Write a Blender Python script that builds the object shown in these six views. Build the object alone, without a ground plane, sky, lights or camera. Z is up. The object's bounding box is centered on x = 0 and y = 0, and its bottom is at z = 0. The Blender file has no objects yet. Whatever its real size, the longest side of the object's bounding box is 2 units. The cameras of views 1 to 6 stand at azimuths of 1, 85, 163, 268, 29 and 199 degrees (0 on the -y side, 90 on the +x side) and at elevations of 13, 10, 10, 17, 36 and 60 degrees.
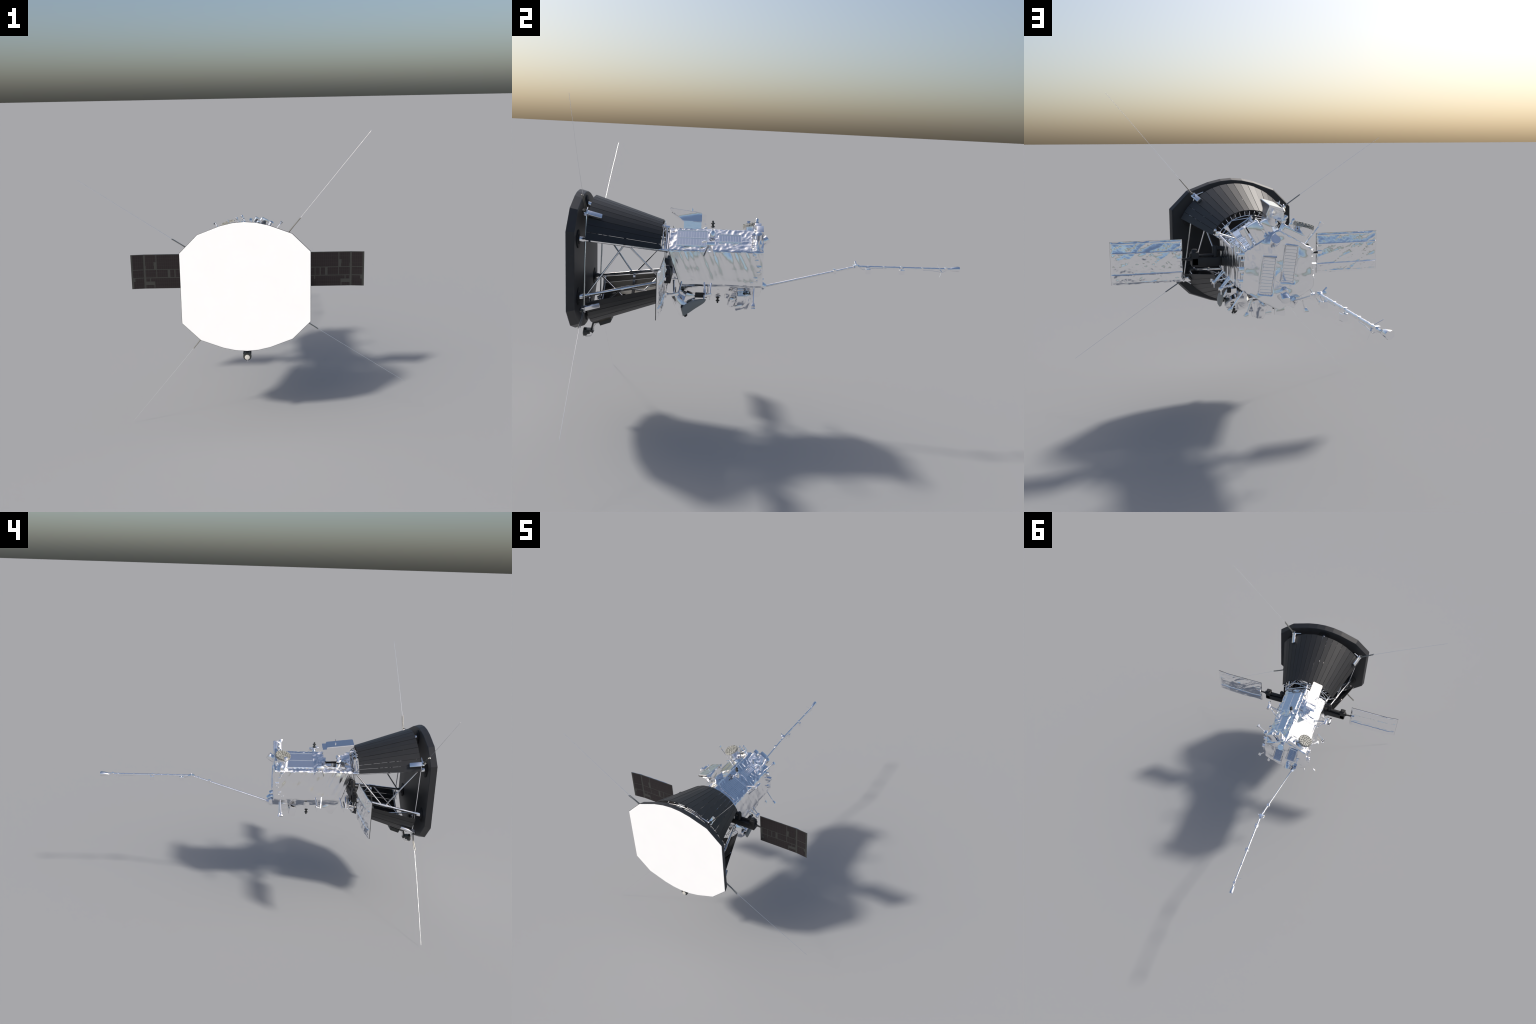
# A sun-observing space probe: flat white heat shield in front, two black slatted
# radiator shells on a truss behind it, a foil-wrapped hexagonal bus, two solar
# wings, a sensor boom trailing aft and four long whip antennas.
# Frame: -y is the sunward (shield) end, z up, the long axis runs at height ZC.
import bpy, bmesh, math, random
from mathutils import Vector, Matrix, noise

rng = random.Random(7)
ZC = 0.797
AX = Vector((0, 0, ZC))


def V(*a):
    return Vector(a)


# ------------------------------------------------------------------ materials
def new_mat(name):
    m = bpy.data.materials.new(name)
    m.use_nodes = True
    nt = m.node_tree
    return m, nt, nt.nodes["Principled BSDF"]


def plain(name, col, rough=0.5, metal=0.0, spec=0.5, var=0.0, scale=30.0, bump=0.0, bscale=120.0):
    m, nt, b = new_mat(name)
    b.inputs["Base Color"].default_value = (*col, 1)
    b.inputs["Roughness"].default_value = rough
    b.inputs["Metallic"].default_value = metal
    b.inputs["Specular IOR Level"].default_value = spec
    tc = nt.nodes.new("ShaderNodeTexCoord")
    if var > 0:
        n = nt.nodes.new("ShaderNodeTexNoise")
        n.inputs["Scale"].default_value = scale
        n.inputs["Detail"].default_value = 4
        r = nt.nodes.new("ShaderNodeValToRGB")
        r.color_ramp.elements[0].position = 0.3
        r.color_ramp.elements[1].position = 0.7
        r.color_ramp.elements[0].color = (*[c * (1 - var) for c in col], 1)
        r.color_ramp.elements[1].color = (*[min(1, c * (1 + var)) for c in col], 1)
        nt.links.new(tc.outputs["Object"], n.inputs["Vector"])
        nt.links.new(n.outputs["Fac"], r.inputs["Fac"])
        nt.links.new(r.outputs["Color"], b.inputs["Base Color"])
    if bump > 0:
        n2 = nt.nodes.new("ShaderNodeTexNoise")
        n2.inputs["Scale"].default_value = bscale
        n2.inputs["Detail"].default_value = 3
        bp = nt.nodes.new("ShaderNodeBump")
        bp.inputs["Strength"].default_value = bump
        bp.inputs["Distance"].default_value = 0.001
        nt.links.new(tc.outputs["Object"], n2.inputs["Vector"])
        nt.links.new(n2.outputs["Fac"], bp.inputs["Height"])
        nt.links.new(bp.outputs["Normal"], b.inputs["Normal"])
    return m


def foil_mat(name, rough=0.10, strength=0.35, scale=38.0, stretch=(1, 1, 1), dist=0.002):
    """Aluminised blanket: mirror metal with creases from a ridged noise."""
    m, nt, b = new_mat(name)
    b.inputs["Base Color"].default_value = (0.97, 0.97, 0.98, 1)
    b.inputs["Metallic"].default_value = 1.0
    b.inputs["Roughness"].default_value = rough
    tc = nt.nodes.new("ShaderNodeTexCoord")
    mp = nt.nodes.new("ShaderNodeMapping")
    mp.inputs["Scale"].default_value = stretch
    n = nt.nodes.new("ShaderNodeTexNoise")
    n.noise_type = 'RIDGED_MULTIFRACTAL'
    n.inputs["Scale"].default_value = scale
    n.inputs["Detail"].default_value = 2
    n.inputs["Distortion"].default_value = 0.4
    bp = nt.nodes.new("ShaderNodeBump")
    bp.inputs["Strength"].default_value = strength
    bp.inputs["Distance"].default_value = dist
    nt.links.new(tc.outputs["Object"], mp.inputs["Vector"])
    nt.links.new(mp.outputs["Vector"], n.inputs["Vector"])
    nt.links.new(n.outputs["Fac"], bp.inputs["Height"])
    nt.links.new(bp.outputs["Normal"], b.inputs["Normal"])
    return m


def cell_mat():
    """Dark purple-brown solar cells with a faint wiring grid."""
    m, nt, b = new_mat("solar_cells")
    b.inputs["Roughness"].default_value = 0.45
    b.inputs["Specular IOR Level"].default_value = 0.3
    tc = nt.nodes.new("ShaderNodeTexCoord")
    sx = nt.nodes.new("ShaderNodeSeparateXYZ")
    nt.links.new(tc.outputs["Object"], sx.inputs[0])

    def line(sock, pitch, off, width):
        a = nt.nodes.new("ShaderNodeMath"); a.operation = 'MULTIPLY_ADD'
        a.inputs[1].default_value = 1 / pitch; a.inputs[2].default_value = off
        f = nt.nodes.new("ShaderNodeMath"); f.operation = 'FRACT'
        g = nt.nodes.new("ShaderNodeMath"); g.operation = 'LESS_THAN'
        g.inputs[1].default_value = width
        nt.links.new(sock, a.inputs[0]); nt.links.new(a.outputs[0], f.inputs[0])
        nt.links.new(f.outputs[0], g.inputs[0])
        return g.outputs[0]
    ax = nt.nodes.new("ShaderNodeMath"); ax.operation = 'ABSOLUTE'
    nt.links.new(sx.outputs["X"], ax.inputs[0])
    lx = line(ax.outputs[0], 0.0124, 0.25, 0.10)
    lz = line(sx.outputs["Z"], 0.0211, 0.45, 0.06)
    mx = nt.nodes.new("ShaderNodeMath"); mx.operation = 'MAXIMUM'
    nt.links.new(lx, mx.inputs[0]); nt.links.new(lz, mx.inputs[1])
    mix = nt.nodes.new("ShaderNodeMix"); mix.data_type = 'RGBA'
    mix.inputs[6].default_value = (0.0142, 0.0102, 0.0116, 1)
    mix.inputs[7].default_value = (0.024, 0.022, 0.021, 1)
    nt.links.new(mx.outputs[0], mix.inputs[0])
    nt.links.new(mix.outputs[2], b.inputs["Base Color"])
    return m


def speckle_mat():
    """Cream disc with dark specks."""
    m, nt, b = new_mat("speckled_cream")
    b.inputs["Roughness"].default_value = 0.5
    tc = nt.nodes.new("ShaderNodeTexCoord")
    v = nt.nodes.new("ShaderNodeTexVoronoi")
    v.inputs["Scale"].default_value = 150
    r = nt.nodes.new("ShaderNodeValToRGB")
    r.color_ramp.elements[0].position = 0.22
    r.color_ramp.elements[0].color = (0.02, 0.02, 0.018, 1)
    r.color_ramp.elements[1].position = 0.46
    r.color_ramp.elements[1].color = (0.37, 0.365, 0.325, 1)
    nt.links.new(tc.outputs["Object"], v.inputs["Vector"])
    nt.links.new(v.outputs["Distance"], r.inputs["Fac"])
    nt.links.new(r.outputs["Color"], b.inputs["Base Color"])
    return m


FOIL = foil_mat("crinkled_foil", rough=0.13, strength=0.28, scale=26, dist=0.003)
PLEAT = foil_mat("draped_foil", rough=0.16, strength=0.2, scale=30)
WING_FOIL = foil_mat("wing_foil", rough=0.13, strength=0.12, scale=24)
METAL = plain("bright_metal", (0.95, 0.95, 0.96), 0.14, 1.0)
MIRROR = plain("mirror_slat", (0.93, 0.94, 0.96), 0.10, 1.0)
WRAP = foil_mat("foil_wrap", rough=0.15, strength=0.5, scale=70, dist=0.0015)
WHITE = plain("white_shield_coating", (0.98, 0.98, 0.975), 0.6, var=0.01, scale=9)
CARBON = plain("black_carbon_edge", (0.022, 0.022, 0.024), 0.5, var=0.08, scale=14)
PANEL = plain("black_radiator_panel", (0.019, 0.019, 0.0195), 0.5, var=0.06, scale=22)
RING = plain("black_mount_ring", (0.007, 0.007, 0.008), 0.6)
ARM = plain("black_arm_paint", (0.011, 0.011, 0.012), 0.5, bump=0.2)
SUBSTRATE = plain("grey_wing_substrate", (0.037, 0.038, 0.036), 0.5, spec=0.3)
CELLS = cell_mat()
DISH = plain("grey_reflector", (0.22, 0.24, 0.238), 0.45)  # base grey lightened to match the light falling on the dish's upper front
CREAM = speckle_mat()
NIOBIUM = plain("dull_niobium", (0.33, 0.32, 0.29), 0.35, 1.0)
WHIP = plain("bright_whip", (0.97, 0.97, 0.97), 0.25, 1.0)
DARKMETAL = plain("dark_grey_metal", (0.035, 0.038, 0.036), 0.4)
PALE = plain("pale_cup_face", (0.62, 0.6, 0.55), 0.5)

# ------------------------------------------------------------------ mesh tools
ROOT = bpy.data.objects.new("space_probe", None)
bpy.context.collection.objects.link(ROOT)
ROOT["label"] = "silver foil space probe with white heat shield and solar wings"
ROOT["category"] = "space probe"


def obj(name, bm, mat, parent=None, smooth=None, kind=None, double=False):
    me = bpy.data.meshes.new(name)
    if not double:
        bmesh.ops.recalc_face_normals(bm, faces=bm.faces[:])
    bm.to_mesh(me)
    bm.free()
    me.materials.append(mat)
    if smooth is not None:
        me.polygons.foreach_set("use_smooth", [True] * len(me.polygons))
        if smooth < 180:
            me.set_sharp_from_angle(angle=math.radians(smooth))
    o = bpy.data.objects.new(name, me)
    bpy.context.collection.objects.link(o)
    o.parent = parent or ROOT
    if kind:
        o["kind"] = kind
    return o


def clone(o, matrix, parent=None):
    c = o.copy()
    bpy.context.collection.objects.link(c)
    c.parent = parent or o.parent
    c.matrix_local = matrix
    return c


def basis(d):
    d = d.normalized()
    h = V(0, 0, 1) if abs(d.z) < 0.9 else V(1, 0, 0)
    a = d.cross(h).normalized()
    return a, a.cross(d).normalized()


def loft(bm, rings, cap=True):
    """Skin a list of closed rings with equal point counts."""
    vs = [[bm.verts.new(p) for p in r] for r in rings]
    n = len(vs[0])
    for a, b in zip(vs, vs[1:]):
        for i in range(n):
            bm.faces.new((a[i], a[(i + 1) % n], b[(i + 1) % n], b[i]))
    if cap:
        bm.faces.new(vs[0][::-1])
        bm.faces.new(vs[-1])
    return vs


def tube(bm, pts, r, seg=10):
    """Round tube along a polyline; r may be a number or one radius per point."""
    pts = [Vector(p) for p in pts]
    rs = r if isinstance(r, (list, tuple)) else [r] * len(pts)
    a, b = basis(pts[-1] - pts[0])
    rings = []
    for i, p in enumerate(pts):
        d = (pts[min(i + 1, len(pts) - 1)] - pts[max(i - 1, 0)]).normalized()
        u = (a - d * a.dot(d)).normalized()
        w = d.cross(u)
        rings.append([p + (u * math.cos(t) + w * math.sin(t)) * rs[i]
                      for t in (2 * math.pi * k / seg for k in range(seg))])
    loft(bm, rings)


def lathe(bm, base, axis, profile, seg=24):
    """profile: (distance along axis, radius) pairs."""
    a, b = basis(axis)
    d = axis.normalized()
    loft(bm, [[base + d * h + (a * math.cos(t) + b * math.sin(t)) * r
               for t in (2 * math.pi * k / seg for k in range(seg))] for h, r in profile])


def box(bm, c, ex, ey, ez, size, bevel=0.0, taper=1.0):
    """Box with axes ex, ey, ez; taper scales the +ez end."""
    ex, ey, ez = ex.normalized(), ey.normalized(), ez.normalized()
    sx, sy, sz = (s / 2 for s in size)
    rings = []
    for k, f in ((-1, 1.0), (1, taper)):
        rings.append([c + ex * sx * i * f + ey * sy * j * f + ez * sz * k for i, j in ((-1, -1), (1, -1), (1, 1), (-1, 1))])
    vs = loft(bm, rings)
    if bevel:
        es = list({e for r in vs for v in r for e in v.link_edges})
        bmesh.ops.bevel(bm, geom=es, offset=bevel, segments=2, affect='EDGES', profile=0.5)


def abox(bm, lo, hi, bevel=0.0):
    lo, hi = Vector(lo), Vector(hi)
    box(bm, (lo + hi) / 2, V(1, 0, 0), V(0, 1, 0), V(0, 0, 1), hi - lo, bevel)


def prism(bm, prof, origin, eu, ev, depth_dir, d0, d1):
    """Extrude a 2D outline (u, v) between two offsets along depth_dir."""
    loft(bm, [[origin + eu * u + ev * v + depth_dir * d for u, v in prof] for d in (d0, d1)])


def polar(r, deg, y):
    t = math.radians(deg)
    return V(r * math.cos(t), y, ZC + r * math.sin(t))


# ------------------------------------------------------------------ heat shield
half = [(0.341, 0.190), (0.245, 0.286), (0.126, 0.331), (0.061, 0.346), (0.0, 0.351)]
outline = half + [(-x, z) for x, z in half[-2::-1]]
outline = outline + [(-x, -z) for x, z in outline]


def shield_ring(scale, y):
    return [V(x * scale, y, ZC + z * scale) for x, z in outline]


bm = bmesh.new()
loft(bm, [shield_ring(0.990, -0.9985), shield_ring(1.0, -0.9965), shield_ring(0.973, -0.963), shield_ring(0.965, -0.961)])
shield = obj("heat_shield", bm, CARBON)
bm = bmesh.new()
loft(bm, [shield_ring(0.991, -0.9988), shield_ring(0.994, -0.9992), shield_ring(0.990, -1.0)])
obj("shield_coating", bm, WHITE, shield)

# ------------------------------------------------------------------ truss
FRONT_R, REAR_R, Y0, Y1 = 0.305, 0.192, -0.958, -0.546
angles = [90, 30, -30, -90, -150, 150]


def leg(a, y):
    """Point on a truss leg: one above, one below, and two on each side."""
    f = (y - Y0) / (Y1 - Y0)
    if abs(a) == 90:
        return polar(0.280 - 0.107 * f, a, y)
    sx = 1 if abs(a) < 90 else -1
    if a in (30, 150):
        return V(sx * (0.236 - 0.086 * f), y, 0.936 - 0.059 * f)
    return V(sx * (0.236 - 0.092 * f), y, 0.655 + 0.070 * f)


bm = bmesh.new()
lathe(bm, V(0, 0, 0), V(0, 1, 0), [(-0.001, 0.046), (0.0025, 0.046), (0.004, 0.043), (0.004, 0.026), (0.008, 0.024), (0.008, 0.016)], 32)
ring0 = obj("mount_ring", bm, RING, smooth=30)
for i, a in enumerate(angles):
    q0 = leg(a, Y0)
    m = Matrix.Translation(V(q0.x, -0.9605, q0.z)) @ Matrix.Scale(0.96, 4)
    if i == 0:
        ring0.matrix_local = m
    else:
        clone(ring0, m)
    bm = bmesh.new()
    n = 22
    pts = [leg(a, Y0 + (Y1 - Y0) * k / n) for k in range(n + 1)]
    rs = [0.0128 if k <= 1 else 0.0078 + 0.0012 * noise.noise(V(k * 1.7, i * 9.1, 0)) for k in range(n + 1)]
    rs[-1] = 0.0105
    tube(bm, pts, rs, 14)
    obj("truss_tube", bm, WRAP, smooth=60)

ends = [(leg(a, Y1 - 0.012), a) for a in angles]
bm = bmesh.new()
for k in range(6):
    p, q = ends[k][0], ends[(k + 1) % 6][0]
    tube(bm, [p, q], 0.0038, 8)
    mid = (angles[k] + (angles[(k + 1) % 6] - angles[k]) / 2) if k != 4 else 180
    if k not in (1, 4):
        if k == 5:
            mid = 120
        c = polar(0.187, mid, -0.573)
        tube(bm, [p, c], 0.0020, 6)
        tube(bm, [q, c], 0.0020, 6)
obj("truss_ring", bm, METAL, smooth=60)
for k in range(6):
    a, b = angles[k], angles[(k + 1) % 6]
    up, lo = a, b
    bm = bmesh.new()
    apex = leg(up, -0.742)
    tube(bm, [apex + V(0, -0.010, 0), leg(lo, -0.925)], 0.0043, 10)
    tube(bm, [apex + V(0, 0.010, 0), leg(lo, -0.565)], 0.0043, 10)
    tube(bm, [leg(up, -0.765), leg(up, -0.720)], 0.0105, 12)
    obj("truss_brace", bm, METAL, smooth=60)

# ------------------------------------------------------------------ radiator shells
N_STRIP = 18
RF, RR, YF, YR = 0.3235, 0.2115, -0.918, -0.577
gap = 0.0009
T = 0.0028
for side, A0 in ((0, 26.3), (180, 28.8)):
    STEP = (180 - 2 * A0) / N_STRIP
    hw = math.tan(math.radians(STEP / 2))
    bm = bmesh.new()
    rings = []
    for y, r in ((YF, RF), (YR, RR)):
        w = r * hw - gap
        rings.append([V(-w, y, r), V(w, y, r), V(w - 0.0003, y, r - T), V(-w + 0.0003, y, r - T)])
    loft(bm, rings)
    strip0 = None
    shell = bpy.data.objects.new("radiator_shell", None)
    bpy.context.collection.objects.link(shell)
    shell.parent = ROOT
    for k in range(N_STRIP):
        a = A0 + STEP * (k + 0.5) + side - 90
        lift = 0.0006 * (k % 2) + rng.uniform(-0.0004, 0.0004)
        m = Matrix.Translation(AX) @ Matrix.Rotation(-math.radians(a), 4, 'Y') @ Matrix.Translation(V(0, rng.uniform(-0.001, 0.001), lift))
        if strip0 is None:
            strip0 = obj("radiator_panel", bm, PANEL, shell)
            strip0.matrix_local = m
        else:
            clone(strip0, m, shell)
    bm2 = bmesh.new()
    arc = [A0 + (180 - 2 * A0) * k / 36 + side for k in range(37)]
    tube(bm2, [polar(RR - 0.026, a, YR + 0.004) for a in arc], 0.0024, 8)
    for k in range(N_STRIP + 1):
        a = A0 + STEP * k + side
        if k in (0, N_STRIP):
            a += 1.0 if k == 0 else -1.0
        tube(bm2, [polar(RR - 0.026, a, YR + 0.004), polar(RR - 0.004, a, YR + 0.006)], 0.0017, 6)
    obj("radiator_frame", bm2, METAL, shell, smooth=60)
    bm2 = bmesh.new()
    tube(bm2, [polar(0.291, a, -0.905) for a in arc], [0.0055 + 0.0012 * noise.noise(V(a * 0.3, 2, 1)) for a in arc], 10)
    obj("front_hoop", bm2, WRAP, shell, smooth=60)
    for y in (-0.745,):
        bm2 = bmesh.new()
        r = RF + (RR - RF) * (y - YF) / (YR - YF) - 0.006
        secs = []
        for a in arc:
            o, i2 = polar(r, a, y), polar(r - 0.0015, a, y)
            secs.append([o + V(0, -0.006, 0), o + V(0, 0.006, 0), i2 + V(0, 0.006, 0), i2 + V(0, -0.006, 0)])
        loft(bm2, secs)
        obj("radiator_hoop", bm2, METAL, shell, smooth=40)

# ------------------------------------------------------------------ bus (hexagonal, foil wrapped)
HEX_R, YB, RND = 0.1735, -0.071, 0.012


def hex_perimeter(n_side=44, n_corner=7):
    c = [V(HEX_R * math.cos(math.radians(a)), 0, HEX_R * math.sin(math.radians(a))) for a in (90, 30, -30, -90, -150, 150)]
    pts = []
    for i in range(6):
        p, prv, nxt = c[i], c[i - 1], c[(i + 1) % 6]
        d0, d1 = (prv - p).normalized(), (nxt - p).normalized()
        cut = RND * math.tan(math.radians(30))
        cen = p - p.normalized() * (RND / math.cos(math.radians(30)))
        s, e = p + d0 * cut, p + d1 * cut
        for k in range(n_corner):
            f = k / (n_corner - 1)
            v = ((s - cen) * (1 - f) + (e - cen) * f).normalized()
            pts.append((cen + v * RND, v, 1.0))
        e2 = nxt - d1 * cut
        nrm = ((s * 0 + d1.cross(V(0, 1, 0)))).normalized()
        if nrm.dot(e) < 0:
            nrm = -nrm
        for k in range(1, n_side):
            pts.append((e + (e2 - e) * k / n_side, nrm, min(1.0, min(k, n_side - k) / 5)))
    return pts


def crease(p, s, seed):
    """Ridged noise, sharp folds with soft hollows, about -0.5..0.5."""
    q = V(p.x / s, p.y / s, p.z / s + seed)
    return 0.55 - abs(noise.noise(q)) * 1.6 + 0.25 * noise.noise(q * 2.3)


def bus_disp(p, n):
    if abs(n.x) > 0.95:        # side: pleats that run down and aft, strongest under the upper edge
        t = p.y * 0.40 - p.z * 0.92
        s = p.y * 0.92 + p.z * 0.40
        top = max(0.0, min(1.0, (p.z + 0.06) / 0.14))
        f = noise.noise(V(s / 0.022, t / 0.22, 3.1 * n.x)) * (0.0013 + 0.0052 * top ** 2)
        f += noise.noise(V(s / 0.009, t / 0.12, 7.7 * n.x)) * 0.0006 * (0.4 + top)
        return f + noise.noise(V(p.y / 0.07, p.z / 0.06, 5 * n.x)) * 0.0026 + 0.009 * min(1.0, max(0.0, (0.085 - p.z) / 0.15)) - 0.001 * top
    if n.z > 0.2:              # upper faces: tight crinkle
        return crease(V(p.x + p.y * 0.4, p.y, p.z), 0.036, 1.3) * 0.0040 + noise.noise(p * 17) * 0.0014 + crease(p, 0.014, 4.4) * 0.0009
    return crease(p, 0.045, 5.0) * 0.0026 + noise.noise(p * 14) * 0.0030 + 0.006


per = hex_perimeter()
M = 120
rings = []
for j in range(M + 1):
    ring = []
    for p, n, edge in per:
        drop = max(0.0, min(1.0, (0.087 - p.z) / 0.17))
        yf = -0.545 + 0.060 * drop
        y = yf + (YB - yf) * j / M
        q = V(p.x, y, p.z)
        d = bus_disp(q, n)
        if j in (0, M):
            d -= 0.004
        ring.append(V(q.x, y, q.z + ZC) + n * d)
    rings.append(ring)
caps = []
for f in [0.975 - 0.945 * k / 30 for k in range(31)]:
    ring = []
    for p, n, edge in per:
        q = V(p.x * f, YB, p.z * f)
        bump = crease(q, 0.055, 9.0) * 0.0036 + noise.noise(q * 13) * 0.0062
        for tx, tz in ((0.0385, 0.852), (-0.0605, 0.897)):     # keep the louver bays flat and sunk
            dx, dz = q.x - tx, tz - (q.z + ZC)
            along, across = dx * 0.150 + dz * 0.988, dx * 0.988 - dz * 0.150
            m = min(1, max(0, (0.036 - abs(across)) / 0.008)) * min(1, max(0, (0.088 - abs(along - 0.0765)) / 0.008))
            bump = bump * (1 - m) - 0.0065 * m
        ring.append(V(q.x, YB + bump, q.z + ZC))
    caps.append(ring)
bm = bmesh.new()
loft(bm, rings + caps)
bus = obj("bus", bm, PLEAT, smooth=50)

# front collar and bulkhead blanket, tucked inside the truss end
rings = []
def collar(p, f):
    k = f * (1.0 if p.z > 0.0 else 1.0 - 0.16 * min(1.0, -p.z / 0.05))
    return p.x * k, p.z * k


for y, f in ((-0.478, 0.93), (-0.540, 0.93), (-0.556, 0.925), (-0.562, 0.91)):
    rings.append([V(collar(p, f)[0], y, collar(p, f)[1] + ZC) + n * 0.002 * noise.noise(V(p.x * 25, y * 30, p.z * 25)) for p, n, e in per])
for f in [0.90 - 0.87 * k / 24 for k in range(25)]:
    rings.append([V(collar(p, f)[0], -0.563 + crease(V(p.x * f, 0, p.z * f), 0.05, 3.0) * 0.003 + noise.noise(V(p.x * f, 2, p.z * f) * 15) * 0.003, collar(p, f)[1] + ZC) for p, n, e in per])
bm = bmesh.new()
loft(bm, rings)
obj("front_bulkhead", bm, PLEAT, bus, smooth=50)

S30 = math.radians(30)


def face_frame(side):
    """Upper hull faces: u runs down the slope outwards, n is the face normal."""
    sx = 1 if side > 0 else -1
    u = V(sx * math.cos(S30), 0, -math.sin(S30))
    n = V(sx * math.sin(S30), 0, math.cos(S30))
    return V(0, 0, ZC + HEX_R), u, n


def louver(name, org, u, v, n, u0, u1, v0, v1, count, tilt, rows=1, frame=0.003, thick=0.0014):
    """A framed bank of tilted slats on a plane."""
    bm = bmesh.new()
    c = org + u * (u0 + u1) / 2 + v * (v0 + v1) / 2
    box(bm, c + n * 0.0012, u, v, n, (u1 - u0 + 2 * frame, v1 - v0 + 2 * frame, 0.003))
    for r in range(rows + 1):
        uu = u0 + (u1 - u0) * r / rows
        box(bm, org + u * uu + v * (v0 + v1) / 2 + n * 0.004, u, v, n, (0.0026, v1 - v0 + 2 * frame, 0.006))
    for vv in (v0 - frame / 2, v1 + frame / 2):
        box(bm, org + u * (u0 + u1) / 2 + v * vv + n * 0.004, u, v, n, (u1 - u0 + 2 * frame + 0.0026, 0.0026, 0.0058))
    body = obj(name, bm, MIRROR, smooth=20)
    first = None
    pitch = (v1 - v0) / count
    w = (u1 - u0) / rows - 0.004
    for r in range(rows):
        for k in range(count):
            cc = org + u * (u0 + (u1 - u0) * (r + 0.5) / rows) + v * (v0 + pitch * (k + 0.5)) + n * 0.0045
            m = Matrix((u, v, n)).transposed().to_4x4()
            m.translation = cc
            m = m @ Matrix.Rotation(math.radians(tilt + rng.uniform(-0.5, 0.5)), 4, 'X')
            if first is None:
                b2 = bmesh.new()
                box(b2, V(0, 0, 0), V(1, 0, 0), V(0, 1, 0), V(0, 0, 1), (w, pitch * 0.90, thick))
                first = obj("louver_slat", b2, MIRROR, body)
                first.matrix_local = m
            else:
                clone(first, m, body)
    return body


org, u, n = face_frame(1)
YV = V(0, 1, 0)
louver("radiator_louver", org, u, YV, n, 0.024, 0.141, -0.503, -0.353, 11, -7, rows=2)
louver("radiator_louver", org, u, YV, n, 0.048, 0.105, -0.292, -0.182, 8, -9)
org, u, n = face_frame(-1)
louver("radiator_louver", org, u, YV, n, 0.022, 0.141, -0.306, -0.150, 24, 8, rows=2)
bm = bmesh.new()
box(bm, org + u * 0.113 + YV * -0.427 + n * 0.004, u, YV, n, (0.052, 0.146, 0.007), 0.001)
obj("smooth_radiator_plate", bm, MIRROR)
# aft louvers, leaning a little
va, ua = V(0.150, 0, -0.988).normalized(), V(-0.988, 0, -0.150).normalized()
for top in (V(0.0385, 0, 0.852), V(-0.0605, 0, 0.897)):
    o2 = V(top.x, YB - 0.0050, top.z)
    louver("radiator_louver", o2, ua, va, V(0, 1, 0), -0.027, 0.027, 0.0, 0.153, 11, -13, frame=0.002, thick=0.0026)

# ------------------------------------------------------------------ solar wings
X_IN, X_KINK, X_OUT, Z_LO, Z_HI = 0.343, 0.604, 0.682, 0.6755, 0.8815


def wing_y(x):
    return -0.5525 - max(0.0, x - X_KINK) * 0.115


cells = [(0.347, 0.532, 0.793, 0.878), (0.538, 0.599, 0.836, 0.878), (0.551, 0.599, 0.814, 0.8365), (0.549, 0.597, 0.793, 0.8145),
         (0.611, 0.672, 0.793, 0.878),
         (0.358, 0.394, 0.744, 0.788), (0.399, 0.423, 0.744, 0.788), (0.430, 0.454, 0.744, 0.788), (0.470, 0.532, 0.744, 0.788),
         (0.537, 0.599, 0.744, 0.788), (0.611, 0.672, 0.744, 0.788),
         (0.358, 0.391, 0.719, 0.738), (0.397, 0.570, 0.719, 0.738), (0.575, 0.597, 0.719, 0.738), (0.371, 0.546, 0.697, 0.7195),
         (0.347, 0.546, 0.678, 0.6975), (0.552, 0.599, 0.678, 0.697), (0.611, 0.660, 0.718, 0.738), (0.611, 0.670, 0.678, 0.7185)]


def sheet(bm, sx, x0, x1, z0, z1, d0, d1, nx=1, nz=1, bulge=None):
    """Plate that follows the wing's bend, from depth d0 (front) to d1 (back)."""
    xs = [x0 + (x1 - x0) * i / nx for i in range(nx + 1)]
    zs = [z0 + (z1 - z0) * i / nz for i in range(nz + 1)]
    f = [[bm.verts.new(V(sx * x, wing_y(x) + d0, z)) for z in zs] for x in xs]
    b = [[bm.verts.new(V(sx * x, wing_y(x) + d1 + (bulge(x, z) if bulge else 0), z)) for z in zs] for x in xs]
    for i in range(nx):
        for j in range(nz):
            bm.faces.new((f[i][j], f[i + 1][j], f[i + 1][j + 1], f[i][j + 1]))
            bm.faces.new((b[i][j], b[i][j + 1], b[i + 1][j + 1], b[i + 1][j]))
    for i in range(nx):
        bm.faces.new((f[i][0], b[i][0], b[i + 1][0], f[i + 1][0]))
        bm.faces.new((f[i][nz], f[i + 1][nz], b[i + 1][nz], b[i][nz]))
    for j in range(nz):
        bm.faces.new((f[0][j], f[0][j + 1], b[0][j + 1], b[0][j]))
        bm.faces.new((f[nx][j], b[nx][j], b[nx][j + 1], f[nx][j + 1]))


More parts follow.
